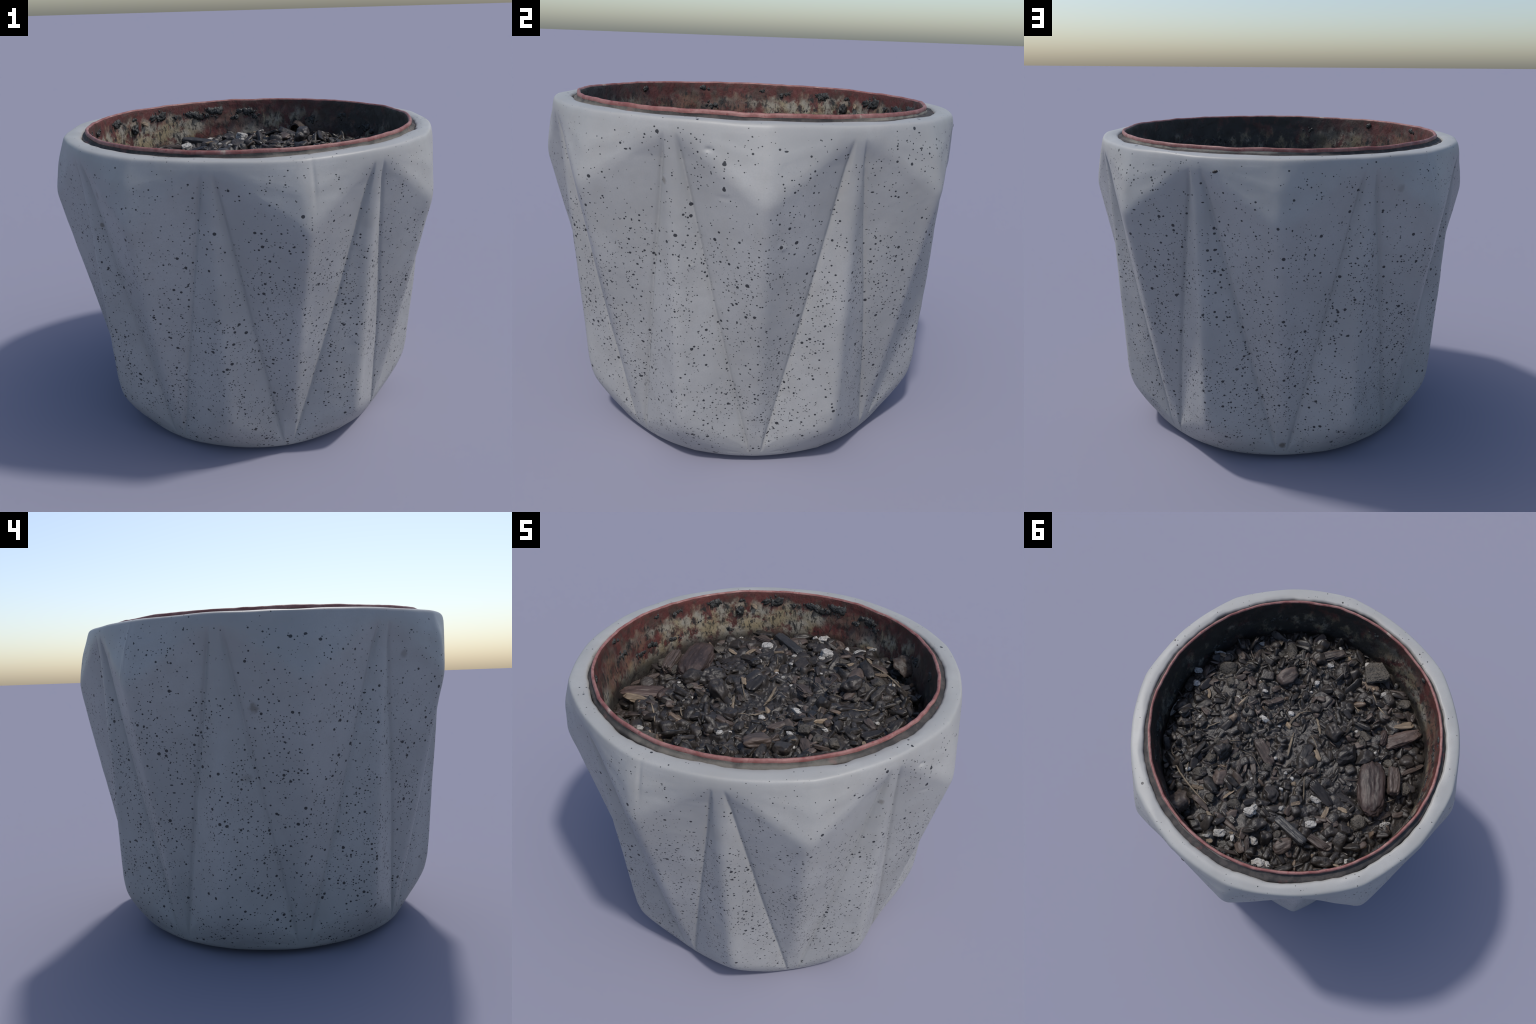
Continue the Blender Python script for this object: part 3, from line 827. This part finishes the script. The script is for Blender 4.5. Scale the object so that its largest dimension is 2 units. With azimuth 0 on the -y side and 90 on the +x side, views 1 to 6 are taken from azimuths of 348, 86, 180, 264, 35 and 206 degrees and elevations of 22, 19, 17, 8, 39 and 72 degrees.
# crumbs: everything too small to pick out
base = [lump((1, 1, 1), 2.4 + .8 * (k % 4), .2, 1.5, .05, 3 if k < 6 else 2, 900 + k, 1 + k % 3, .1 * (k % 2)) for k in range(14)]
VV, FF, off = [], [], 0
P, g = spots(180, 88, .765)
for i, (x, y) in enumerate(P):
    coarse = g.random() < .25
    v, fcs = base[g.integers(0, 6) if coarse else g.integers(6, 14)]
    a = g.uniform(.012, .026) if coarse else g.uniform(.004, .010)
    s = np.array([a * 1.25, a * g.uniform(.3, .75), a * g.uniform(.3, .6)])
    M = np.array(Matrix.Rotation(g.uniform(0, 6.28), 3, "Z") @ Matrix.Rotation(g.uniform(-.6, .6), 3, "X") @ Matrix.Rotation(g.uniform(-.6, .6), 3, "Y"))
    w = (v * s) @ M.T + np.array([x, y, height(x, y) + s[2] * .35])
    VV.append(w)
    FF.append(fcs + off)
    off += len(w)
TAKEN = [(p[0], p[1], max(p[2], p[3]) * .55 + .012) for k in PIECES for p in PIECES[k]]
TAKEN += [(p[0], p[1], .022) for p in long_straw]
def free(x, y):
    return all((x - a) ** 2 + (y - b) ** 2 > c * c for a, b, c in TAKEN)
shred = [lump((1, 1, 1), 3.4 + .5 * (k % 3), .14, 1.4, .05, 3, 950 + k, 2, .15, .25 * (k % 3 - 1)) for k in range(10)]
P, g = spots(900, 89, .768)
for i, (x, y) in enumerate(P):
    if not free(x, y):
        continue
    v, fcs = shred[g.integers(0, 10)]
    a = g.uniform(.016, .042) if g.random() < .7 else g.uniform(.04, .065)
    a *= .55 + .45 * smoothstep(.15, .45, np.hypot(x, y))
    s = np.array([a, a * g.uniform(.2, .5), a * g.uniform(.15, .36)])
    M = np.array(Matrix.Rotation(g.uniform(0, 6.28), 3, "Z") @ Matrix.Rotation(g.normal(0, .45), 3, "Y") @ Matrix.Rotation(g.uniform(-1, 1), 3, "X"))
    w = (v * s) @ M.T + np.array([x, y, height(x, y) + s[1] * .45])
    VV.append(w)
    FF.append(fcs + off)
    off += len(w)
crumbs = add("soil_crumbs", new_mesh("soil_crumbs", np.concatenate(VV), np.concatenate(FF)), M_CRUMB, soil)
crumbs["kind"] = "stuff"

# dirt stuck to the inside of the nursery pot: azimuth, height, size, how many crumbs
def on_inside(az, z, out=0.0):
    a = math.radians(az)
    r = wall_r(z) + .0036 * math.cos(2 * a) - out
    x, y = r * math.cos(a) + LIP_C[0], r * math.sin(a) + LIP_C[1]
    return Vector((x, y, z + RIM_TILT[0] * x + RIM_TILT[1] * y))
rugged = [lump((1, 1, 1), 2.2, .34, 2.8, .14, 3, 970 + k, 2) for k in range(8)]
VV, FF, off = [], [], 0
g = np.random.default_rng(5)
for az, z, spread, cnt in ((174, 1.535, .018, 10), (154, 1.43, .012, 4), (147, 1.525, .028, 26), (121, 1.515, .035, 44), (113, 1.502, .012, 10), (105, 1.502, .034, 44),
                           (95, 1.508, .034, 42), (85, 1.47, .02, 12), (79, 1.50, .035, 34), (76, 1.47, .02, 14), (162, 1.52, .012, 8), (135, 1.52, .012, 5), (-161, 1.54, .02, 14), (-134, 1.54, .014, 8),
                           (-104, 1.49, .02, 8), (178, 1.39, .03, 16), (-175, 1.37, .03, 16), (165, 1.37, .03, 14), (-165, 1.44, .03, 14), (32, 1.49, .03, 14), (20, 1.43, .05, 18), (49, 1.46, .03, 12), (-60, 1.42, .06, 14),
                           (0, 1.35, .06, 14), (-30, 1.36, .07, 14), (140, 1.36, .03, 8), (60, 1.37, .03, 10)):
    for _ in range(1 + cnt // 9):          # the cake of dirt, then grains on it
        p = on_inside(az + math.degrees(g.normal(0, spread * .7) / .8), min(1.556, z + g.normal(0, spread * .2)), -.002)
        a = math.radians(az)
        v, fcs = rugged[g.integers(0, 8)]
        s = g.uniform(.010, .014) + .0004 * cnt * g.uniform(.6, 1)
        M = np.array(Matrix.Rotation(a, 3, "Z") @ Matrix.Rotation(g.uniform(-.6, .6), 3, "X"))
        w = (v * np.array([s * .45, s * 1.1, s * .8])) @ M.T + np.array(p)
        VV.append(w)
        FF.append(fcs + off)
        off += len(w)
    for _ in range(int(cnt * .55) + 1):
        p = on_inside(az + math.degrees(g.normal(0, spread * .8) / .8), min(1.558, z + g.normal(0, spread * .32)), -.001)
        a = g.uniform(.004, .009)
        v, fcs = rugged[g.integers(0, 8)]
        M = np.array(Matrix.Rotation(g.uniform(0, 6.28), 3, "Z") @ Matrix.Rotation(g.uniform(-1.5, 1.5), 3, "X"))
        w = (v * np.array([a * .8, a * .8, a * 1.25])) @ M.T + np.array(p)
        VV.append(w)
        FF.append(fcs + off)
        off += len(w)
stuck = add("stuck_dirt", new_mesh("stuck_dirt", np.concatenate(VV), np.concatenate(FF)), M_CLUMP, wall)
stuck["kind"] = "stuff"
for az, z, s, mat, name in ((136, 1.465, .024, M_CLUMP, "mud_clump"), (113, 1.497, .011, M_CLUMP, "mud_clump"), (84, 1.468, .014, M_CLUMP, "mud_clump"), (165, 1.512, .012, M_CLUMP, "mud_clump"),
                            (103, 1.492, .015, M_CLUMP, "mud_clump"), (98, 1.49, .013, M_CLUMP, "mud_clump"), (148, 1.512, .011, M_CLUMP, "mud_clump"), (122, 1.50, .012, M_CLUMP, "mud_clump")):
    sid += 1
    p = on_inside(az, z, s * .45)
    place(name, lump((s * .8, s, s * 1.1), 2.3, .2, 1.7, .08, 4, sid, 1), mat, p.x, p.y, az, 0, (0, 0), wall, p.z)
p = on_inside(130, 1.488, .012)
place("wood_sliver", lump((.006, .02, .012), 2.4, .15, 1.6, .05, 3, 7, 1), M_TAN, p.x, p.y, 100, 0, (.4, .5), wall, p.z)
# a scrap of leaf and a flake of paint on the concrete
p = on_wall(74, 1.485, 1.0)
place("leaf_scrap", lump((.002, .012, .006), 2.2, .2, 1.8, .08, 3, 8), M_DARK, p[0], p[1], 74, 0, (0, .3), pot, p[2])
